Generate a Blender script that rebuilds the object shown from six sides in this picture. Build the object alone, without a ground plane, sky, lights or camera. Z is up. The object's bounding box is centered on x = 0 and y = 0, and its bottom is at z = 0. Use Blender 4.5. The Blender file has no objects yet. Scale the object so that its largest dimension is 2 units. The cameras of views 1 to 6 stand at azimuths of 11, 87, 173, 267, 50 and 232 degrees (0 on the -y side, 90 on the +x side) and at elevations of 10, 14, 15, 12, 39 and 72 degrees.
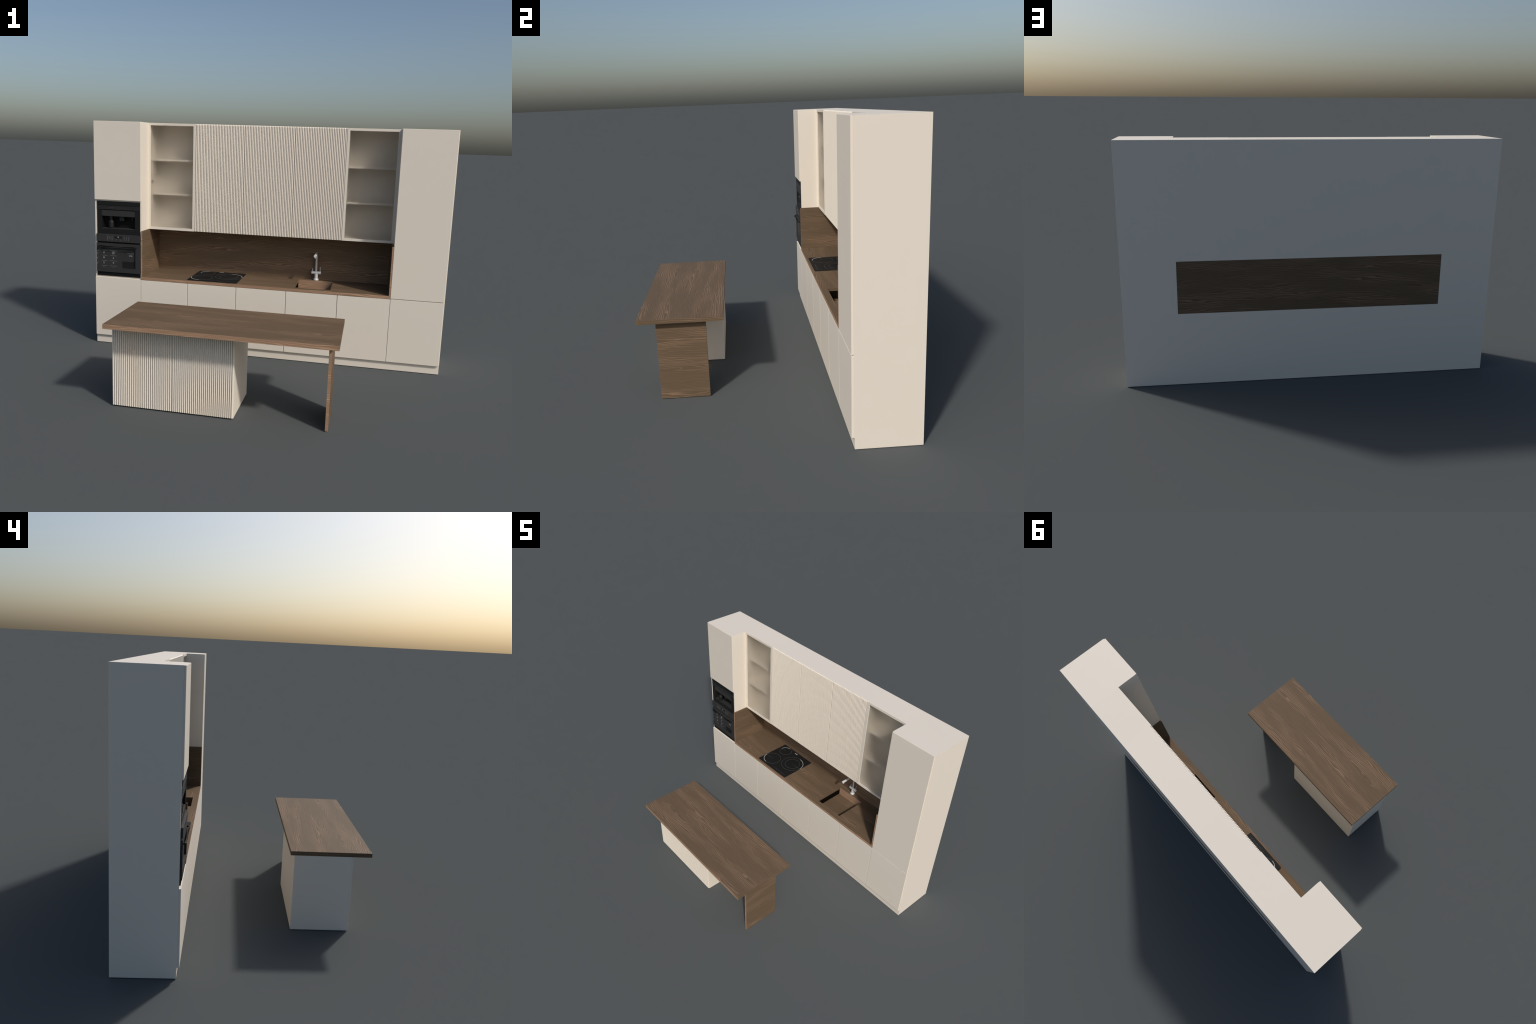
import bpy, bmesh, math, random
from mathutils import Vector, Matrix

random.seed(7)
COL = bpy.context.scene.collection

# ------------------------------------------------------------------ sizes (metres, scaled)
HALF_W = 1.0                 # half width of the wall unit
BACK = 0.5985                # rear plane
CARCASS = 0.3145             # carcass front of tall and base units
DOOR = 0.3060                # door fronts
KICK = 0.3182                # recessed plinth
H = 1.3100                   # full height
INNER = 0.7147               # inner side of the tall units
UPPER_F = 0.4242             # front of the wall cabinets
UPPER_Z = 0.6917             # underside of the wall cabinets
TOP = 0.4215                 # worktop surface
SLAB = 0.4055                # worktop underside
UNIT = 0.2862                # width of one cabinet
DOOR_Z0 = 0.0495

# ------------------------------------------------------------------ node helpers
class Nodes:
    def __init__(self, name):
        self.mat = bpy.data.materials.new(name)
        self.mat.use_nodes = True
        self.t = self.mat.node_tree
        self.bsdf = self.t.nodes["Principled BSDF"]

    def add(self, kind, **props):
        n = self.t.nodes.new(kind)
        for k, v in props.items():
            setattr(n, k, v)
        return n

    def put(self, sock, v):
        if hasattr(v, "is_output"):
            self.t.links.new(v, sock)
        else:
            sock.default_value = v

    def math(self, op, a, b=0.0, c=0.0, clamp=False):
        n = self.add("ShaderNodeMath", operation=op, use_clamp=clamp)
        for s, v in zip(n.inputs, (a, b, c)):
            self.put(s, v)
        return n.outputs[0]

    def vec(self, x, y, z):
        n = self.add("ShaderNodeCombineXYZ")
        for s, v in zip(n.inputs, (x, y, z)):
            self.put(s, v)
        return n.outputs[0]

    def noise(self, vec, scale=1.0, detail=2.0, rough=0.5, distortion=0.0):
        n = self.add("ShaderNodeTexNoise")
        self.put(n.inputs["Vector"], vec)
        n.inputs["Scale"].default_value = scale
        n.inputs["Detail"].default_value = detail
        n.inputs["Roughness"].default_value = rough
        n.inputs["Distortion"].default_value = distortion
        return n.outputs["Fac"]

    def ramp(self, fac, stops):
        n = self.add("ShaderNodeValToRGB")
        e = n.color_ramp.elements
        while len(e) < len(stops):
            e.new(0.5)
        for el, (p, c) in zip(e, stops):
            el.position = p
            el.color = (*c, 1.0)
        self.put(n.inputs[0], fac)
        return n.outputs[0]

    def smooth(self, v, lo, hi):
        n = self.add("ShaderNodeMapRange", interpolation_type="SMOOTHSTEP")
        self.put(n.inputs[0], v)
        n.inputs[1].default_value, n.inputs[2].default_value = lo, hi
        return n.outputs[0]

    def set(self, **k):
        for name, v in k.items():
            self.put(self.bsdf.inputs[name.replace("_", " ")], v)
        return self.mat


def plain(name, col, rough=0.5, **k):
    """One flat lacquer, with a barely visible cloudiness."""
    n = Nodes(name)
    co = n.add("ShaderNodeTexCoord").outputs["Object"]
    f = n.noise(co, 9.0, 3.0)
    lo = tuple(c * 0.997 for c in col)
    hi = tuple(min(1.0, c * 1.003) for c in col)
    n.set(Base_Color=n.ramp(f, [(0.3, lo), (0.7, hi)]), Roughness=rough, **k)
    return n.mat


def wood_material(name, tone):
    """Walnut-brown veneer. The grain runs along the length of each board face:
    along x on tops and fronts, along y on the end faces."""
    n = Nodes(name)
    co = n.add("ShaderNodeTexCoord").outputs["Object"]
    sep = n.add("ShaderNodeSeparateXYZ")
    n.put(sep.inputs[0], co)
    x, y, z = sep.outputs
    nrm = n.add("ShaderNodeSeparateXYZ")
    n.put(nrm.inputs[0], n.add("ShaderNodeNewGeometry").outputs["True Normal"])
    isx = n.math("GREATER_THAN", n.math("ABSOLUTE", nrm.outputs[0]), 0.7)
    isz = n.math("GREATER_THAN", n.math("ABSOLUTE", nrm.outputs[2]), 0.7)

    def pick(a, b, f):
        m = n.add("ShaderNodeMix")
        n.put(m.inputs[0], f)
        n.put(m.inputs[2], a)
        n.put(m.inputs[3], b)
        return m.outputs[0]
    g = pick(x, y, isx)                       # along the grain
    c = pick(z, y, isz)                       # across the grain
    face = n.math("ADD", n.math("MULTIPLY", isx, 3.7), n.math("MULTIPLY", isz, 8.3))

    def v(a, b, off=0.0):
        return n.vec(n.math("MULTIPLY", g, a), n.math("MULTIPLY", c, b), n.math("ADD", face, off))
    swirl = n.noise(v(4.0, 22.0), 1.0, 2.0, 0.45)
    slow = n.noise(v(1.1, 4.0, 4.0), 1.0, 1.0, 0.5)
    phase = n.math("ADD", n.math("MULTIPLY", c, 118.0),
                   n.math("ADD", n.math("MULTIPLY", swirl, 6.0), n.math("MULTIPLY", slow, 4.0)))
    wave = n.math("SINE", n.math("MULTIPLY", phase, 2 * math.pi))
    wave = n.math("MULTIPLY_ADD", wave, 0.5, 0.5)
    streak = n.smooth(wave, 0.40, 1.0)
    wave2 = n.math("SINE", n.math("MULTIPLY", phase, 2 * math.pi * 2.3))
    streak2 = n.smooth(wave2, -0.4, 1.0)
    patch = n.smooth(n.noise(v(2.6, 15.0, 9.0), 1.0, 2.0), 0.38, 0.72)
    fibre = n.noise(v(9.0, 230.0, 2.0), 1.0, 3.0, 0.6)
    fac = n.math("MULTIPLY", streak, n.math("MULTIPLY_ADD", patch, 0.80, 0.13))
    fac = n.math("ADD", fac, n.math("MULTIPLY", streak2, 0.17))
    fac = n.math("ADD", fac, n.math("MULTIPLY_ADD", fibre, 0.62, -0.23))
    col = n.ramp(fac, [(0.0, tone[0]), (0.42, tone[1]), (1.0, tone[2])])
    bump = n.add("ShaderNodeBump")
    bump.inputs["Strength"].default_value = 0.06
    bump.inputs["Distance"].default_value = 0.001
    n.put(bump.inputs["Height"], fac)
    n.put(n.bsdf.inputs["Normal"], bump.outputs[0])
    return n.set(Base_Color=col, Roughness=0.55, Specular_IOR_Level=0.10)


WOOD = [(0.113, 0.078, 0.0495), (0.160, 0.110, 0.0695), (0.250, 0.161, 0.106)]
SPLASH_LIGHTENED = [(0.150, 0.103, 0.065), (0.215, 0.145, 0.091), (0.330, 0.210, 0.137)]  # brown wood tone raised by about a third for the backsplash front
EDGE = [(0.270, 0.172, 0.109), (0.410, 0.262, 0.168), (0.560, 0.355, 0.232)]  # much paler wood tone for the -y faces
CREAM = plain("cream_lacquer", (0.78, 0.712, 0.615), 0.55, Specular_IOR_Level=0.4)
INSIDE = plain("cream_cabinet_interior", (0.78, 0.712, 0.615), 0.6, Specular_IOR_Level=0.3)
WOODM = wood_material("brown_wood", WOOD)
PALE_FRONTM = wood_material("pale_front_wood", EDGE)
SPLASH_LIGHTENEDM = wood_material("backsplash_wood_lightened", SPLASH_LIGHTENED)
SINK_DARK = plain("near_black_sink_side", (0.006, 0.005, 0.004), 0.9, Specular_IOR_Level=0.0)
BLACK = plain("black_enamel", (0.0115, 0.0115, 0.0112), 0.45, Specular_IOR_Level=0.3)
CHARCOAL = plain("charcoal_enamel", (0.0335, 0.0335, 0.0335), 0.45, Specular_IOR_Level=0.3)
GLASSBLACK = plain("black_ceramic_glass", (0.0130, 0.0135, 0.0135), 0.5, Specular_IOR_Level=0.2)
PITCH = plain("matt_black", (0.006, 0.006, 0.006), 0.6, Specular_IOR_Level=0.2)
PRINT = plain("pale_grey_print", (0.42, 0.42, 0.41), 0.6)
FAINT = plain("faint_grey_print", (0.085, 0.087, 0.088), 0.6)
DIM = plain("dim_grey_print", (0.16, 0.16, 0.16), 0.6)
STEEL = plain("satin_chrome", (0.80, 0.80, 0.80), 0.28, Metallic=0.25)


def frosted():
    """Satin glass: the front face scatters, the rear face lets everything through."""
    n = Nodes("frosted_glass")
    co = n.add("ShaderNodeTexCoord").outputs["Object"]
    r = n.math("MULTIPLY_ADD", n.noise(co, 30.0), 0.03, FROST_R)
    n.set(Base_Color=(0.90, 0.89, 0.87, 1.0), Roughness=r, Transmission_Weight=1.0, IOR=FROST_IOR)
    clear = n.add("ShaderNodeBsdfTransparent")
    mix = n.add("ShaderNodeMixShader")
    n.put(mix.inputs[1], n.bsdf.outputs[0])
    n.put(mix.inputs[2], clear.outputs[0])
    pos = n.add("ShaderNodeSeparateXYZ")
    n.put(pos.inputs[0], co)
    n.put(mix.inputs[0], n.math("GREATER_THAN", pos.outputs[1], UPPER_F + 0.0068))
    n.t.links.new(mix.outputs[0], n.t.nodes["Material Output"].inputs[0])
    return n.mat


FROST_R, FROST_IOR = 0.60, 1.30
FROST = frosted()

# ------------------------------------------------------------------ mesh helpers
def lighten_fronts(o, mat=None):
    """Give the -y faces of a wooden part a paler wood tone."""
    o.data.materials.append(mat or PALE_FRONTM)
    for p in o.data.polygons:
        if p.normal.y < -0.9:
            p.material_index = 1
    return o


def obj(name, bm, mat, parent=None, smooth=None):
    me = bpy.data.meshes.new(name)
    bmesh.ops.recalc_face_normals(bm, faces=bm.faces)
    bm.to_mesh(me)
    bm.free()
    me.materials.append(mat)
    o = bpy.data.objects.new(name, me)
    COL.objects.link(o)
    if parent:
        o.parent = parent
    if smooth is not None:
        me.shade_smooth()
        me.set_sharp_from_angle(angle=math.radians(smooth))
    return o


def copy_of(o, dx=0, dy=0, dz=0, parent=None):
    c = o.copy()
    c.location = o.location + Vector((dx, dy, dz))
    COL.objects.link(c)
    c.parent = parent or o.parent
    return c


def add_box(bm, x0, x1, y0, y1, z0, z1, bevel=0.0):
    m = Matrix.Translation(((x0 + x1) / 2, (y0 + y1) / 2, (z0 + z1) / 2)) @ \
        Matrix.Diagonal((abs(x1 - x0), abs(y1 - y0), abs(z1 - z0), 1))
    g = bmesh.ops.create_cube(bm, size=1.0, matrix=m)
    if bevel:
        edges = {e for v in g["verts"] for e in v.link_edges}
        bmesh.ops.bevel(bm, geom=list(edges), offset=bevel, segments=2, profile=0.5, affect="EDGES")


def box(name, x0, x1, y0, y1, z0, z1, mat, parent=None, bevel=0.0):
    bm = bmesh.new()
    add_box(bm, x0, x1, y0, y1, z0, z1, bevel)
    return obj(name, bm, mat, parent)


def boxes(name, parts, mat, parent=None, bevel=0.0):
    bm = bmesh.new()
    for p in parts:
        add_box(bm, *p, bevel)
    return obj(name, bm, mat, parent)


def lathe(name, profile, mat, parent=None, at=(0, 0, 0), axis="z", seg=32):
    """Revolve (radius, height) pairs about an axis through `at`."""
    bm = bmesh.new()
    rings = []
    for r, h in profile:
        ring = []
        for i in range(seg):
            a = 2 * math.pi * i / seg
            p = (r * math.cos(a), r * math.sin(a), h)
            if axis == "x":
                p = (p[2], p[0], p[1])
            elif axis == "y":
                p = (p[0], p[2], p[1])
            ring.append(bm.verts.new(Vector(p) + Vector(at)))
        rings.append(ring)
    for a, b in zip(rings, rings[1:]):
        for i in range(seg):
            j = (i + 1) % seg
            bm.faces.new((a[i], a[j], b[j], b[i]))
    bm.faces.new(rings[0])
    bm.faces.new(rings[-1])
    return obj(name, bm, mat, parent, smooth=40)


def tube(name, path, radius, mat, parent=None, seg=20):
    """Round tube swept along a list of points."""
    bm = bmesh.new()
    pts = [Vector(p) for p in path]
    rings = []
    for i, p in enumerate(pts):
        t = (pts[min(i + 1, len(pts) - 1)] - pts[max(i - 1, 0)]).normalized()
        u = t.cross(Vector((1, 0, 0)))
        if u.length < 1e-3:
            u = t.cross(Vector((0, 0, 1)))
        u.normalize()
        w = t.cross(u).normalized()
        rings.append([bm.verts.new(p + radius * (math.cos(a) * u + math.sin(a) * w))
                      for a in (2 * math.pi * k / seg for k in range(seg))])
    for a, b in zip(rings, rings[1:]):
        for i in range(seg):
            j = (i + 1) % seg
            bm.faces.new((a[i], a[j], b[j], b[i]))
    bm.faces.new(rings[0])
    bm.faces.new(rings[-1])
    return obj(name, bm, mat, parent, smooth=45)


def empty(name, label, category, at=(0, 0, 0)):
    e = bpy.data.objects.new(name, None)
    e.location = at
    COL.objects.link(e)
    e["label"], e["category"] = label, category
    return e


def fluted_door(name, width, z0, z1, tip, base, back, mat, parent, reeds=31, chamfer=0.005, top_chamfer=True):
    """Door front of vertical half-round reeds, built about x = 0 with fronts facing -y."""
    pitch = (width - 0.0024) / reeds
    half = pitch * 0.40
    prof = []
    x = -pitch * reeds / 2
    prof.append((-width / 2 + 0.0003, base))
    steps = 12
    for i in range(reeds):
        cx = x + pitch * (i + 0.5)
        for k in range(steps + 1):
            a = math.pi * k / steps
            prof.append((cx - half * math.cos(a), base + (tip - base) * math.sin(a) ** 0.42))
    prof.append((width / 2 - 0.0003, base))
    bm = bmesh.new()
    rows = []
    zs = [z0, z1 - chamfer, z1] if top_chamfer else [z0, z1]
    for k, zz in enumerate(zs):
        lim = base - 0.0008 if (top_chamfer and k == 2) else tip
        rows.append([bm.verts.new((px, max(py, min(lim, base)), zz)) for px, py in prof])
    for a, b in zip(rows, rows[1:]):
        for i in range(len(prof) - 1):
            bm.faces.new((a[i], a[i + 1], b[i + 1], b[i]))
    x0, x1 = prof[0][0], prof[-1][0]
    bl, br = bm.verts.new((x0, back, z0)), bm.verts.new((x1, back, z0))
    tl, tr = bm.verts.new((x0, back, z1)), bm.verts.new((x1, back, z1))
    bm.faces.new([*rows[0], br, bl])
    bm.faces.new([*rows[-1], tr, tl])
    bm.faces.new([bl, br, tr, tl])
    bm.faces.new([bl, tl] + [r[0] for r in rows[::-1]])
    bm.faces.new([br, tr] + [r[-1] for r in rows[::-1]])
    return obj(name, bm, mat, parent, smooth=35)


def lettering(name, words, size, mat, parent, at, turned=True):
    """Raised print on a front that faces -y, upside down when `turned`."""
    cu = bpy.data.curves.new(name, "FONT")
    cu.body, cu.size, cu.extrude = words, size, 0.0002
    cu.align_x, cu.align_y = "CENTER", "CENTER"
    cu.offset = size * 0.012
    cu.resolution_u = 3
    tmp = bpy.data.objects.new(name, cu)
    COL.objects.link(tmp)
    me = bpy.data.meshes.new_from_object(tmp.evaluated_get(bpy.context.evaluated_depsgraph_get()))
    bpy.data.objects.remove(tmp)
    rot = Matrix.Rotation(math.radians(90), 4, "X")
    if turned:
        rot = Matrix.Rotation(math.pi, 4, "Y") @ rot
    me.transform(Matrix.Translation(at) @ rot)
    me.materials.clear()
    me.materials.append(mat)
    me.name = name
    o = bpy.data.objects.new(name, me)
    COL.objects.link(o)
    o.parent = parent
    return o


# ================================================================== KITCHEN WALL
kitchen = empty("fitted_kitchen", "cream fitted kitchen wall with brown wood niche worktop", "kitchen cabinet", (0, 0.45, 0))
kitchen_inv = Matrix.Translation((0, -0.45, 0))


class Group:
    pass


def adopt(o):
    """Keep world placement under the kitchen's empty."""
    o.matrix_parent_inverse = kitchen_inv
    return o


K = kitchen
# --- tall cabinet on the right: closed body
tall_r = boxes("tall_cabinet", [
    (INNER, HALF_W, CARCASS, BACK, DOOR_Z0, H),
    (INNER, HALF_W, KICK, BACK, 0.0, DOOR_Z0)], CREAM, K)
adopt(tall_r)
for z0, z1 in ((DOOR_Z0, 0.4040), (0.4075, H - 0.0006)):
    adopt(box("door", INNER + 0.0013, 0.9962, DOOR, CARCASS, z0, z1, CREAM, K, 0.0007))

# --- tall cabinet on the left: body with an opening for the two appliances
OP_Z0, OP_Z1 = 0.4140, 0.8565
OP_X0, OP_X1 = -0.9878, -0.7215
tall_l = boxes("tall_cabinet", [
    (-HALF_W, -INNER, CARCASS, BACK, DOOR_Z0, OP_Z0),
    (-HALF_W, -INNER, KICK, BACK, 0.0, DOOR_Z0),
    (-HALF_W, -INNER, CARCASS, BACK, OP_Z1, H),
    (-HALF_W, OP_X0, CARCASS, BACK, OP_Z0, OP_Z1),
    (OP_X1, -INNER, CARCASS, BACK, OP_Z0, OP_Z1),
    (OP_X0, OP_X1, 0.42, BACK, OP_Z0, OP_Z1)], CREAM, K)
adopt(tall_l)
adopt(box("door", -0.9985, -INNER - 0.0013, DOOR, CARCASS, DOOR_Z0, 0.4050, CREAM, K, 0.0007))
adopt(box("door", -0.9985, -INNER - 0.0013, DOOR, CARCASS, 0.8640, H - 0.0006, CREAM, K, 0.0007))

# --- base cabinets
base = boxes("base_cabinet", [
    (-INNER, INNER, CARCASS, BACK, DOOR_Z0, 0.2500),
    (-INNER, INNER, KICK, BACK, 0.0, DOOR_Z0),
    (-INNER, INNER, CARCASS, 0.3300, 0.2500, SLAB - 0.0002),
    (-INNER, INNER, 0.5650, BACK, 0.2500, SLAB - 0.0002)], CREAM, K)
adopt(base)
first = adopt(box("door", -UNIT / 2 + 0.0015, UNIT / 2 - 0.0015, DOOR, CARCASS, DOOR_Z0, 0.4030, CREAM, K, 0.0007))
for i in (-2, -1, 1, 2):
    adopt(copy_of(first, dx=i * UNIT))

# --- worktop with the sink cut-out, and the wood-lined niche
SX0, SX1, SY0, SY1 = 0.1830, 0.3880, 0.3405, 0.5545
SINK_Z = 0.3625


def slab_with_hole(name, xs, ys, z0, z1, mat, parent):
    bm = bmesh.new()
    grid = {}
    for k, zz in enumerate((z0, z1)):
        for i, xx in enumerate(xs):
            for j, yy in enumerate(ys):
                grid[i, j, k] = bm.verts.new((xx, yy, zz))
    for i in range(3):
        for j in range(3):
            if (i, j) == (1, 1):
                continue
            for k in (0, 1):
                bm.faces.new([grid[a, b, k] for a, b in ((i, j), (i + 1, j), (i + 1, j + 1), (i, j + 1))])
    for i in range(3):
        for j in (0, 3):
            bm.faces.new([grid[i, j, 0], grid[i + 1, j, 0], grid[i + 1, j, 1], grid[i, j, 1]])
            bm.faces.new([grid[j, i, 0], grid[j, i + 1, 0], grid[j, i + 1, 1], grid[j, i, 1]])
    for a, b in (((1, 1), (2, 1)), ((2, 1), (2, 2)), ((2, 2), (1, 2)), ((1, 2), (1, 1))):
        bm.faces.new([grid[(*a, 0)], grid[(*b, 0)], grid[(*b, 1)], grid[(*a, 1)]])
    return obj(name, bm, mat, parent)


worktop = adopt(slab_with_hole("worktop", [-INNER, SX0, SX1, INNER], [DOOR, SY0, SY1, BACK], SLAB, TOP, WOODM, K))
lighten_fronts(worktop)
backsplash = adopt(box("backsplash", -0.7140, 0.7140, 0.5940, BACK, TOP, UPPER_Z - 0.0006, WOODM, K))
lighten_fronts(backsplash, SPLASH_LIGHTENEDM)
for x0, x1 in ((-INNER, -0.7062), (0.7062, INNER)):
    lighten_fronts(adopt(box("niche_side_panel", x0, x1, DOOR, 0.5940, TOP, UPPER_Z - 0.0006, WOODM, K, 0.0003)))

# sink: wooden tray whose left side is a near-black wall below the worktop
sink = adopt(boxes("sink_basin", [
    (SX0 + 0.0001, SX1 + 0.006, SY0 - 0.006, SY1 + 0.006, SINK_Z - 0.006, SINK_Z),
    (SX0 + 0.0001, SX1 + 0.006, SY0 - 0.006, SY0, SINK_Z, SLAB - 0.0001),
    (SX0 + 0.0001, SX1 + 0.006, SY1, SY1 + 0.006, SINK_Z, SLAB - 0.0001),
    (SX1, SX1 + 0.006, SY0, SY1, SINK_Z, SLAB - 0.0001)], WOODM, K))
lighten_fronts(sink)
adopt(box("dark_sink_wall", SX0 - 0.006, SX0, SY0 - 0.006, SY1 + 0.006, SINK_Z - 0.006, SLAB - 0.0001, SINK_DARK, K))

# --- wall cabinets: three reeded doors between two frosted glass cabinets
adopt(box("wall_cabinet", -UNIT * 1.5, UNIT * 1.5, 0.4330, BACK, UPPER_Z, H, CREAM, K))
reeded = adopt(fluted_door("reeded_door", UNIT, UPPER_Z + 0.0006, H, 0.4250, 0.4318, 0.4329, CREAM, K))
for i in (-1, 1):
    adopt(copy_of(reeded, dx=i * UNIT))
FR = 0.0135
for s in (-1, 1):
    xa, xb = sorted((s * UNIT * 1.5, s * INNER))
    adopt(boxes("wall_cabinet", [
        (xa, xa + FR, UPPER_F, BACK, UPPER_Z, H),
        (xb - FR, xb, UPPER_F, BACK, UPPER_Z, H),
        (xa + FR, xb - FR, UPPER_F, BACK, UPPER_Z, UPPER_Z + FR),
        (xa + FR, xb - FR, UPPER_F, BACK, H - FR, H),
        (xa + FR, xb - FR, 0.5900, BACK, UPPER_Z + FR, H - FR)], INSIDE, K))
    for zc in (0.9010, 1.0990):
        adopt(box("shelf", xa + FR, xb - FR, 0.4620, 0.5900, zc - 0.0048, zc + 0.0048, INSIDE, K, 0.0006))
    if s < 0:
        adopt(box("hinge", xa + FR, xa + FR + 0.006, 0.4480, 0.4600, 0.9660, 0.9780, CHARCOAL, K, 0.001))
    adopt(box("glass_pane", xa + FR + 0.0002, xb - FR - 0.0002, UPPER_F + 0.0056, UPPER_F + 0.0080,
              UPPER_Z + FR + 0.0002, H - FR - 0.0002, FROST, K))

# --- cooktop
CZ = 0.4257
bm = bmesh.new()
add_box(bm, -0.4365, -0.1445, 0.3190, 0.5830, TOP, CZ)
vert_edges = [e for e in bm.edges if abs(e.verts[0].co.z - e.verts[1].co.z) > 1e-4]
bmesh.ops.bevel(bm, geom=vert_edges, offset=0.0065, segments=5, profile=0.5, affect="EDGES")
cook = adopt(obj("cooktop", bm, GLASSBLACK, K, smooth=50))


def ring(name, cx, cy, r, w, a0, a1, mat, z=CZ, h=0.00025):
    """Flat printed band between two radii, a0..a1 degrees."""
    seg = max(8, int(abs(a1 - a0) / 4))
    bm = bmesh.new()
    rows = []
    for i in range(seg + 1):
        a = math.radians(a0 + (a1 - a0) * i / seg)
        ca, sa = math.cos(a), math.sin(a)
        rows.append([bm.verts.new((cx + q * ca, cy + q * sa, zz)) for q, zz in
                     ((r - w / 2, z), (r - w / 2, z + h), (r + w / 2, z + h), (r + w / 2, z))])
    for a, b in zip(rows, rows[1:]):
        for k in range(3):
            bm.faces.new((a[k], a[k + 1], b[k + 1], b[k]))
    o = obj(name, bm, mat, cook)
    return o


for cx, cy, r in ((-0.3702, 0.3960, 0.0618), (-0.3705, 0.5290, 0.0445), (-0.2245, 0.4655, 0.0797), (-0.2245, 0.4655, 0.0540)):
    ring("burner_ring", cx, cy, r, 0.0017, 0, 360, FAINT)
for cx, cy, r, a0 in ((-0.3702, 0.3960, 0.0618, 180), (-0.3705, 0.5290, 0.0445, 90), (-0.2245, 0.4655, 0.0797, 0)):
    ring("burner_arc", cx, cy, r, 0.0034, a0, a0 + 90, PRINT, h=0.0004)
for x0, x1, yy in ((-0.4300, -0.3702, 0.3960), (-0.4140, -0.3705, 0.5290), (-0.2245, -0.1460, 0.4655)):
    box("burner_line", x0, x1, yy - 0.0006, yy + 0.0006, CZ, CZ + 0.0002, FAINT, cook)
box("maker_plate", -0.3065, -0.2800, 0.5640, 0.5705, CZ, CZ + 0.0003, PRINT, cook)
rng = random.Random(3)
ticks = []
for i in range(14):
    tx = -0.289 + 0.0097 * i
    hh = (0.003, 0.002, 0.005, 0.009, 0.009, 0.004, 0.011, 0.003, 0.003, 0.010, 0.003, 0.006, 0.004, 0.002)[i]
    ticks.append((tx, tx + 0.0016, 0.3375 - hh * 0.4, 0.3375 + hh * 0.6, CZ, CZ + 0.0002))
    if i % 3 != 1:
        ticks.append((tx + 0.0016, tx + 0.0050, 0.3365, 0.3378, CZ, CZ + 0.0002))
boxes("control_symbols", ticks, FAINT, cook)

# --- faucet
FX, FY = 0.2848, 0.5740
faucet = adopt(lathe("faucet", [(0.0152, TOP), (0.0158, TOP + 0.002), (0.0158, TOP + 0.0075), (0.0150, TOP + 0.009),
                               (0.0108, TOP + 0.0095), (0.0105, 0.4660)], STEEL, K, (FX, FY, 0)))
lathe("mixer_body", [(0.0086, -0.0283), (0.0094, -0.0275), (0.0094, 0.0275), (0.0086, 0.0283)], STEEL, faucet, (FX, FY, 0.4665), "x")
neck = [(FX - 0.001, FY, 0.470), (FX - 0.0015, FY, 0.520), (FX - 0.002, FY, 0.566)]
for k in range(1, 10):
    a = math.radians(10 * k)
    neck.append((FX - 0.002, FY - 0.022 * (1 - math.cos(a)), 0.566 + 0.022 * math.sin(a)))
neck += [(FX - 0.002, 0.530, 0.5878), (FX - 0.002, 0.490, 0.5860)]
tube("spout", neck, 0.0064, STEEL, faucet)
lathe("aerator", [(0.0070, 0.4575), (0.0080, 0.4590), (0.0080, 0.4930), (0.0066, 0.4945)], STEEL, faucet, (FX - 0.002, 0, 0.5855), "y", 24)
lathe("nozzle", [(0.0058, 0.5735), (0.0062, 0.5745), (0.0062, 0.5840)], STEEL, faucet, (FX - 0.002, 0.4665, 0), "z", 20)
for hx, hz in ((-0.0225, 0.4905), (0.0225, 0.5020)):
    tube("lever", [(FX + hx, FY, 0.470), (FX + hx, FY + 0.001, 0.480), (FX + hx - 0.001, FY + 0.004, hz)], 0.0020, STEEL, faucet, 10)

# ------------------------------------------------------------------ coffee machine (upper appliance)
CF = 0.3128
AX0, AX1 = OP_X0 + 0.0008, OP_X1 - 0.0008
coffee = adopt(boxes("coffee_machine", [
    (AX0, AX1, CF, 0.40, 0.8060, OP_Z1 - 0.0008),
    (AX0, -0.9580, CF, 0.40, 0.6655, 0.8060),
    (-0.7530, AX1, CF, 0.40, 0.6655, 0.8060),
    (-0.9580, -0.7530, CF, 0.40, 0.6655, 0.6950),
    (-0.9580, -0.7530, 0.3520, 0.40, 0.6950, 0.8060)], BLACK, K, 0.0004))
box("alcove_back", -0.9580, -0.7530, 0.3500, 0.3519, 0.6955, 0.8055, PITCH, coffee)
box("dispenser_flap", -0.9580, -0.7530, CF + 0.0010, CF + 0.010, 0.7690, 0.8030, CHARCOAL, coffee, 0.0006)
box("control_strip", AX0, AX1, CF - 0.0012, CF, 0.8075, 0.8290, plain("dark_display_glass", (0.019, 0.019, 0.0195), 0.3), coffee, 0.0004)
box("top_strip", AX0, AX1, CF - 0.0010, CF, 0.8330, 0.8545, GLASSBLACK, coffee, 0.0004)
box("drip_tray", -0.9560, -0.7550, CF + 0.0020, 0.3498, 0.6952, 0.6990, CHARCOAL, coffee, 0.0004)
lathe("milk_jug", [(0.0150, 0.7010), (0.0160, 0.7020), (0.0160, 0.7350), (0.0148, 0.7400), (0.0095, 0.7440), (0.0090, 0.7500), (0.0120, 0.7600), (0.0120, 0.7690)],
      BLACK, coffee, (-0.9060, 0.3290, 0), "z", 24)
lathe("jug_cap", [(0.0080, 0.7405), (0.0086, 0.7410), (0.0086, 0.7430), (0.0070, 0.7435)], DIM, coffee, (-0.9060, 0.3285, 0), "z", 24)
box("coffee_outlet", -0.8520, -0.8240, 0.3200, 0.3420, 0.7420, 0.7690, BLACK, coffee, 0.003)
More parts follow.
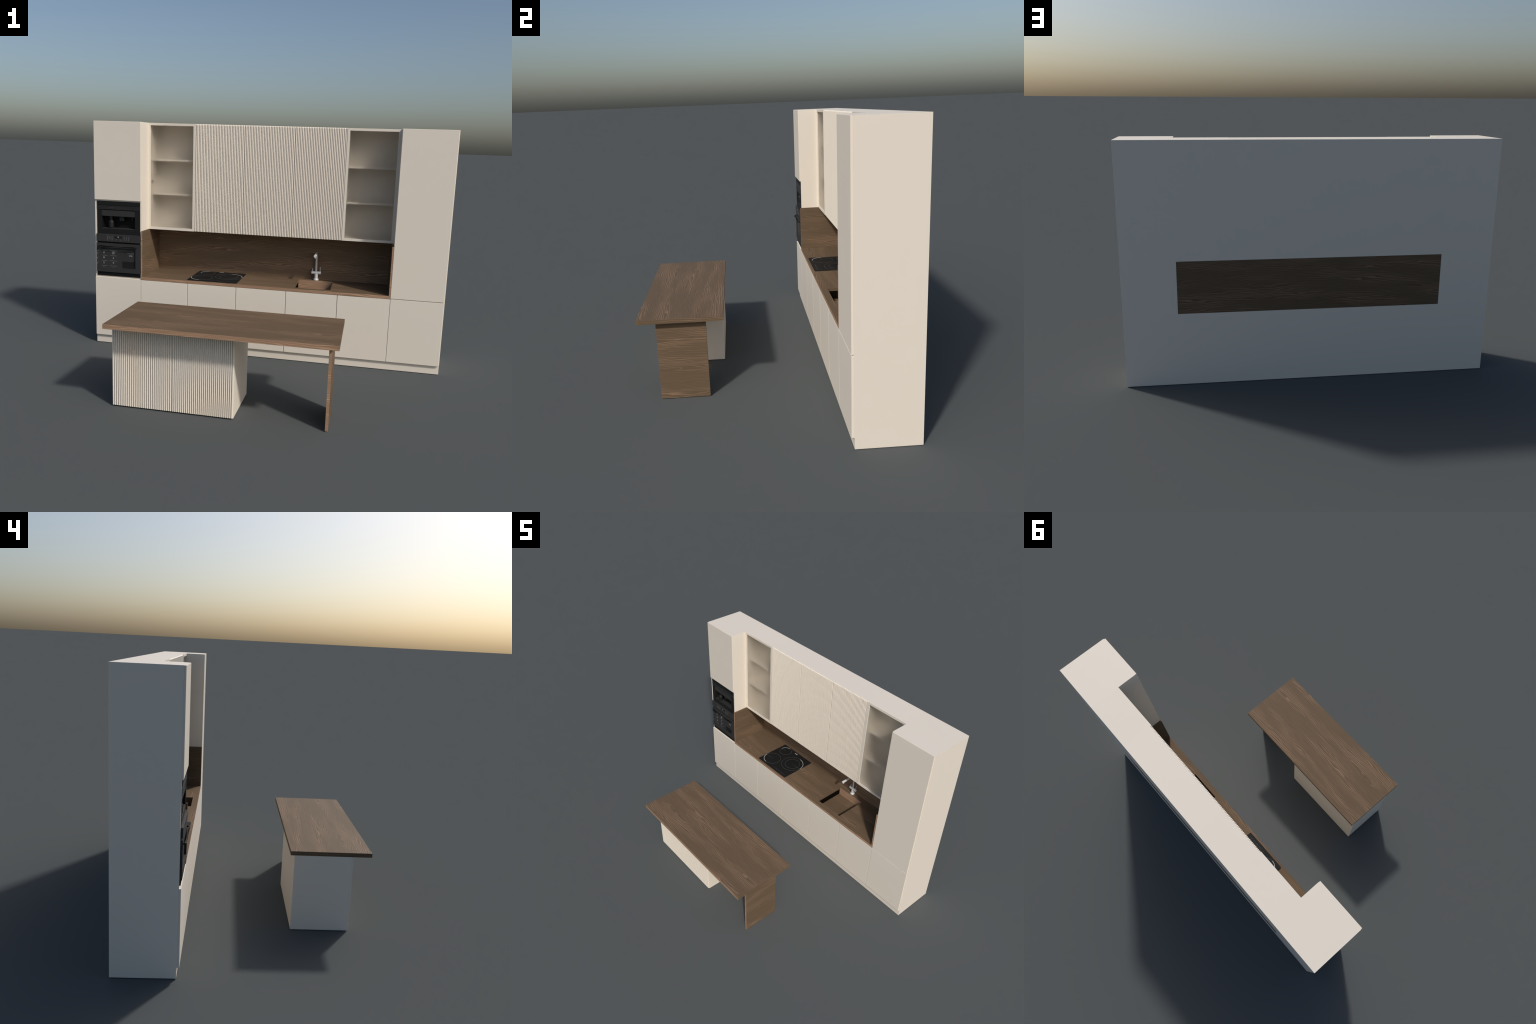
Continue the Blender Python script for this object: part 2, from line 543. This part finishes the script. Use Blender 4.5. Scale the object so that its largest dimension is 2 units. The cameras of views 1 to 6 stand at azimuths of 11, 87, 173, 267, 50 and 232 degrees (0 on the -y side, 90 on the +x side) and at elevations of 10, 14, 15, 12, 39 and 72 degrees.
lathe("steam_pipe", [(0.0018, 0.7500), (0.0022, 0.7510), (0.0022, 0.7690)], CHARCOAL, coffee, (-0.7755, 0.3260, 0), "z", 12)
strip = []
rs = random.Random(11)
for cx, cz, w, hh in ((-0.8970, 0.8190, 0.030, 0.0028), (-0.9150, 0.8118, 0.012, 0.0016), (-0.8900, 0.8110, 0.014, 0.0016),
                      (-0.8560, 0.8235, 0.010, 0.0016), (-0.8500, 0.8190, 0.008, 0.0020), (-0.8560, 0.8115, 0.012, 0.0018),
                      (-0.8100, 0.8155, 0.012, 0.0022), (-0.7920, 0.8105, 0.009, 0.0018)):
    nlet = max(2, int(w / 0.0036))
    for i in range(nlet):
        lx = cx - w / 2 + w * i / nlet
        strip.append((lx, lx + w / nlet * rs.uniform(0.4, 0.8), CF - 0.0014, CF - 0.0012, cz - hh / 2, cz + hh / 2 * rs.uniform(0.5, 1)))
boxes("control_symbols", strip, FAINT, coffee)

# ------------------------------------------------------------------ oven (lower appliance)
OF = 0.3040
oven = adopt(boxes("oven", [
    (AX0, AX1, 0.3240, 0.40, OP_Z0 + 0.0004, 0.6650),
    (AX0, AX1, 0.3095, 0.3239, OP_Z0 + 0.0004, 0.4380),
    (AX0, AX1, 0.3130, 0.3239, 0.6108, 0.6192)], PITCH, K))
box("control_panel", OP_X0 - 0.0006, OP_X1 + 0.0020, OF, 0.3239, 0.6195, 0.6645, CHARCOAL, oven, 0.0008)
door_parts = [
    (OP_X0 - 0.0006, OP_X1 + 0.0020, OF, 0.3200, 0.4384, 0.4640),
    (OP_X0 - 0.0006, OP_X1 + 0.0020, OF, 0.3200, 0.5850, 0.6105),
    (OP_X0 - 0.0006, -0.9612, OF, 0.3200, 0.4640, 0.5850),
    (-0.7475, OP_X1 + 0.0020, OF, 0.3200, 0.4640, 0.5850)]
boxes("oven_door", door_parts, CHARCOAL, oven)
GL = OF + 0.0095
box("door_window", -0.9612, -0.7475, GL, 0.3190, 0.4640, 0.5850, CHARCOAL, oven)
box("window_inset", -0.8325, -0.7540, GL - 0.0006, GL, 0.4645, 0.5050, BLACK, oven)
tube("door_handle", [(-0.9725, OF, 0.5925), (-0.9725, 0.2965, 0.5925), (-0.9700, 0.2940, 0.5925), (-0.9600, 0.2935, 0.5925),
                     (-0.7520, 0.2935, 0.5925), (-0.7450, 0.2940, 0.5925), (-0.7425, 0.2965, 0.5925), (-0.7425, OF, 0.5925)],
     0.0040, PITCH, oven, 12)
box("display", -0.8760, -0.8300, OF - 0.0005, OF, 0.6420, 0.6535, BLACK, oven)
# upside-down key labels printed on the oven window
GP = GL - 0.0001
for (tx, tz), word, size in (
        ((-0.9435, 0.5550), "0", 0.0150), ((-0.9438, 0.5250), "8", 0.0150), ((-0.9441, 0.4940), "5", 0.0150), ((-0.9444, 0.4672), "2", 0.0085),
        ((-0.8843, 0.5246), "7", 0.0150), ((-0.8847, 0.4946), "4", 0.0150), ((-0.8850, 0.4672), "1", 0.0085),
        ((-0.8840, 0.5585), "Clear", 0.0085), ((-0.8841, 0.5505), "Off", 0.0090), ((-0.7768, 0.5421), "Start", 0.0105)):
    lettering("key_label", word, size, PRINT, oven, (tx - 0.0042, GP, tz - 0.0019))
for (tx, tz), word in (((-0.9860, 0.5480), "9"), ((-0.9860, 0.5180), "6"), ((-0.9860, 0.4880), "3")):
    lettering("key_label", word, 0.0090, PRINT, oven, (tx + 0.0022, OF - 0.0001, tz))
lines = []
for zz in (0.5660, 0.5370, 0.5060, 0.4757):
    lines.append((-0.9610, -0.9257, GL - 0.0003, GL, zz - 0.0028, zz - 0.0009))
    lines.append((-0.9094, -0.8664, GL - 0.0003, GL, zz - 0.0028, zz - 0.0010))
lines.append((-0.8012, -0.7597, GL - 0.0003, GL, 0.5529, 0.5551))
for zz in (0.5602, 0.5291, 0.4989):
    lines.append((-0.9868, -0.9755, OF - 0.0003, OF, zz - 0.0008, zz + 0.0008))
boxes("key_line", lines, DIM, oven)
boxes("window_glint", [(-0.7600, -0.7550, GL - 0.0009, GL - 0.0007, 0.4648, 0.4664)], PRINT, oven)  # small pale box modelled for the highlight at the window's lower right
lettering("display_digits", "88", 0.0085, PRINT, oven, (-0.8525, OF - 0.0006, 0.6490), False)
marks = []
rp = random.Random(5)
for cx, z_lo, z_hi, w, rows in ((-0.9186, 0.6260, 0.6530, 0.0080, 4), (-0.9045, 0.6345, 0.6535, 0.0070, 3), (-0.8903, 0.6275, 0.6540, 0.0085, 4),
                                (-0.8159, 0.6275, 0.6530, 0.0050, 4), (-0.8020, 0.6280, 0.6530, 0.0050, 4), (-0.7882, 0.6280, 0.6530, 0.0060, 4)):
    for i in range(rows):
        zc = z_hi - (z_hi - z_lo) * (i + 0.5) / rows
        n = 3 if w > 0.006 else 2
        for k in range(n):
            xx = cx - w / 2 + w * k / n
            hh = rp.uniform(0.0012, 0.0024)
            marks.append((xx, xx + w / n * 0.62, OF - 0.0003, OF, zc - hh, zc + hh * rp.uniform(0.3, 1)))
for cx in (-0.8654, -0.8405):
    marks.append((cx - 0.003, cx + 0.003, OF - 0.0003, OF, 0.6330, 0.6345))
    marks.append((cx - 0.001, cx + 0.001, OF - 0.0003, OF, 0.6300, 0.6330))
boxes("control_symbols", marks, DIM, oven)
tiny = []
for cx, cz in ((-0.9215, 0.6593), (-0.9090, 0.6596), (-0.8923, 0.6603), (-0.8538, 0.6565), (-0.8164, 0.6593), (-0.7864, 0.6600)):
    tiny.append((cx - 0.005, cx + 0.005, OF - 0.0002, OF, cz - 0.0006, cz + 0.0006))
boxes("control_captions", tiny, FAINT, oven)

# ================================================================== ISLAND
island = empty("kitchen_island", "kitchen island with reeded cream cabinet and wood slab top", "kitchen island", (0, -0.4, 0))
isl_inv = Matrix.Translation((0, 0.4, 0))


def isl(o):
    o.matrix_parent_inverse = isl_inv
    return o


IX0, IX1 = -0.5290, 0.0412
isl(box("island_cabinet", IX0, IX1, -0.4985, -0.2138, 0.0, 0.3933, CREAM, island, 0.0005))
rd = isl(fluted_door("reeded_door", (IX1 - IX0) / 2, 0.0042, 0.3930, -0.5072, -0.5003, -0.4986, CREAM, island, top_chamfer=False))
rd.location.x = IX0 + (IX1 - IX0) / 4
isl(copy_of(rd, dx=(IX1 - IX0) / 2))
lighten_fronts(isl(box("tabletop", -0.5294, 0.4948, -0.5985, -0.1940, 0.3934, 0.4147, WOODM, island, 0.0005)))
lighten_fronts(isl(box("panel_leg", 0.4490, 0.4625, -0.5132, -0.2785, 0.0, 0.3933, WOODM, island, 0.0004)))
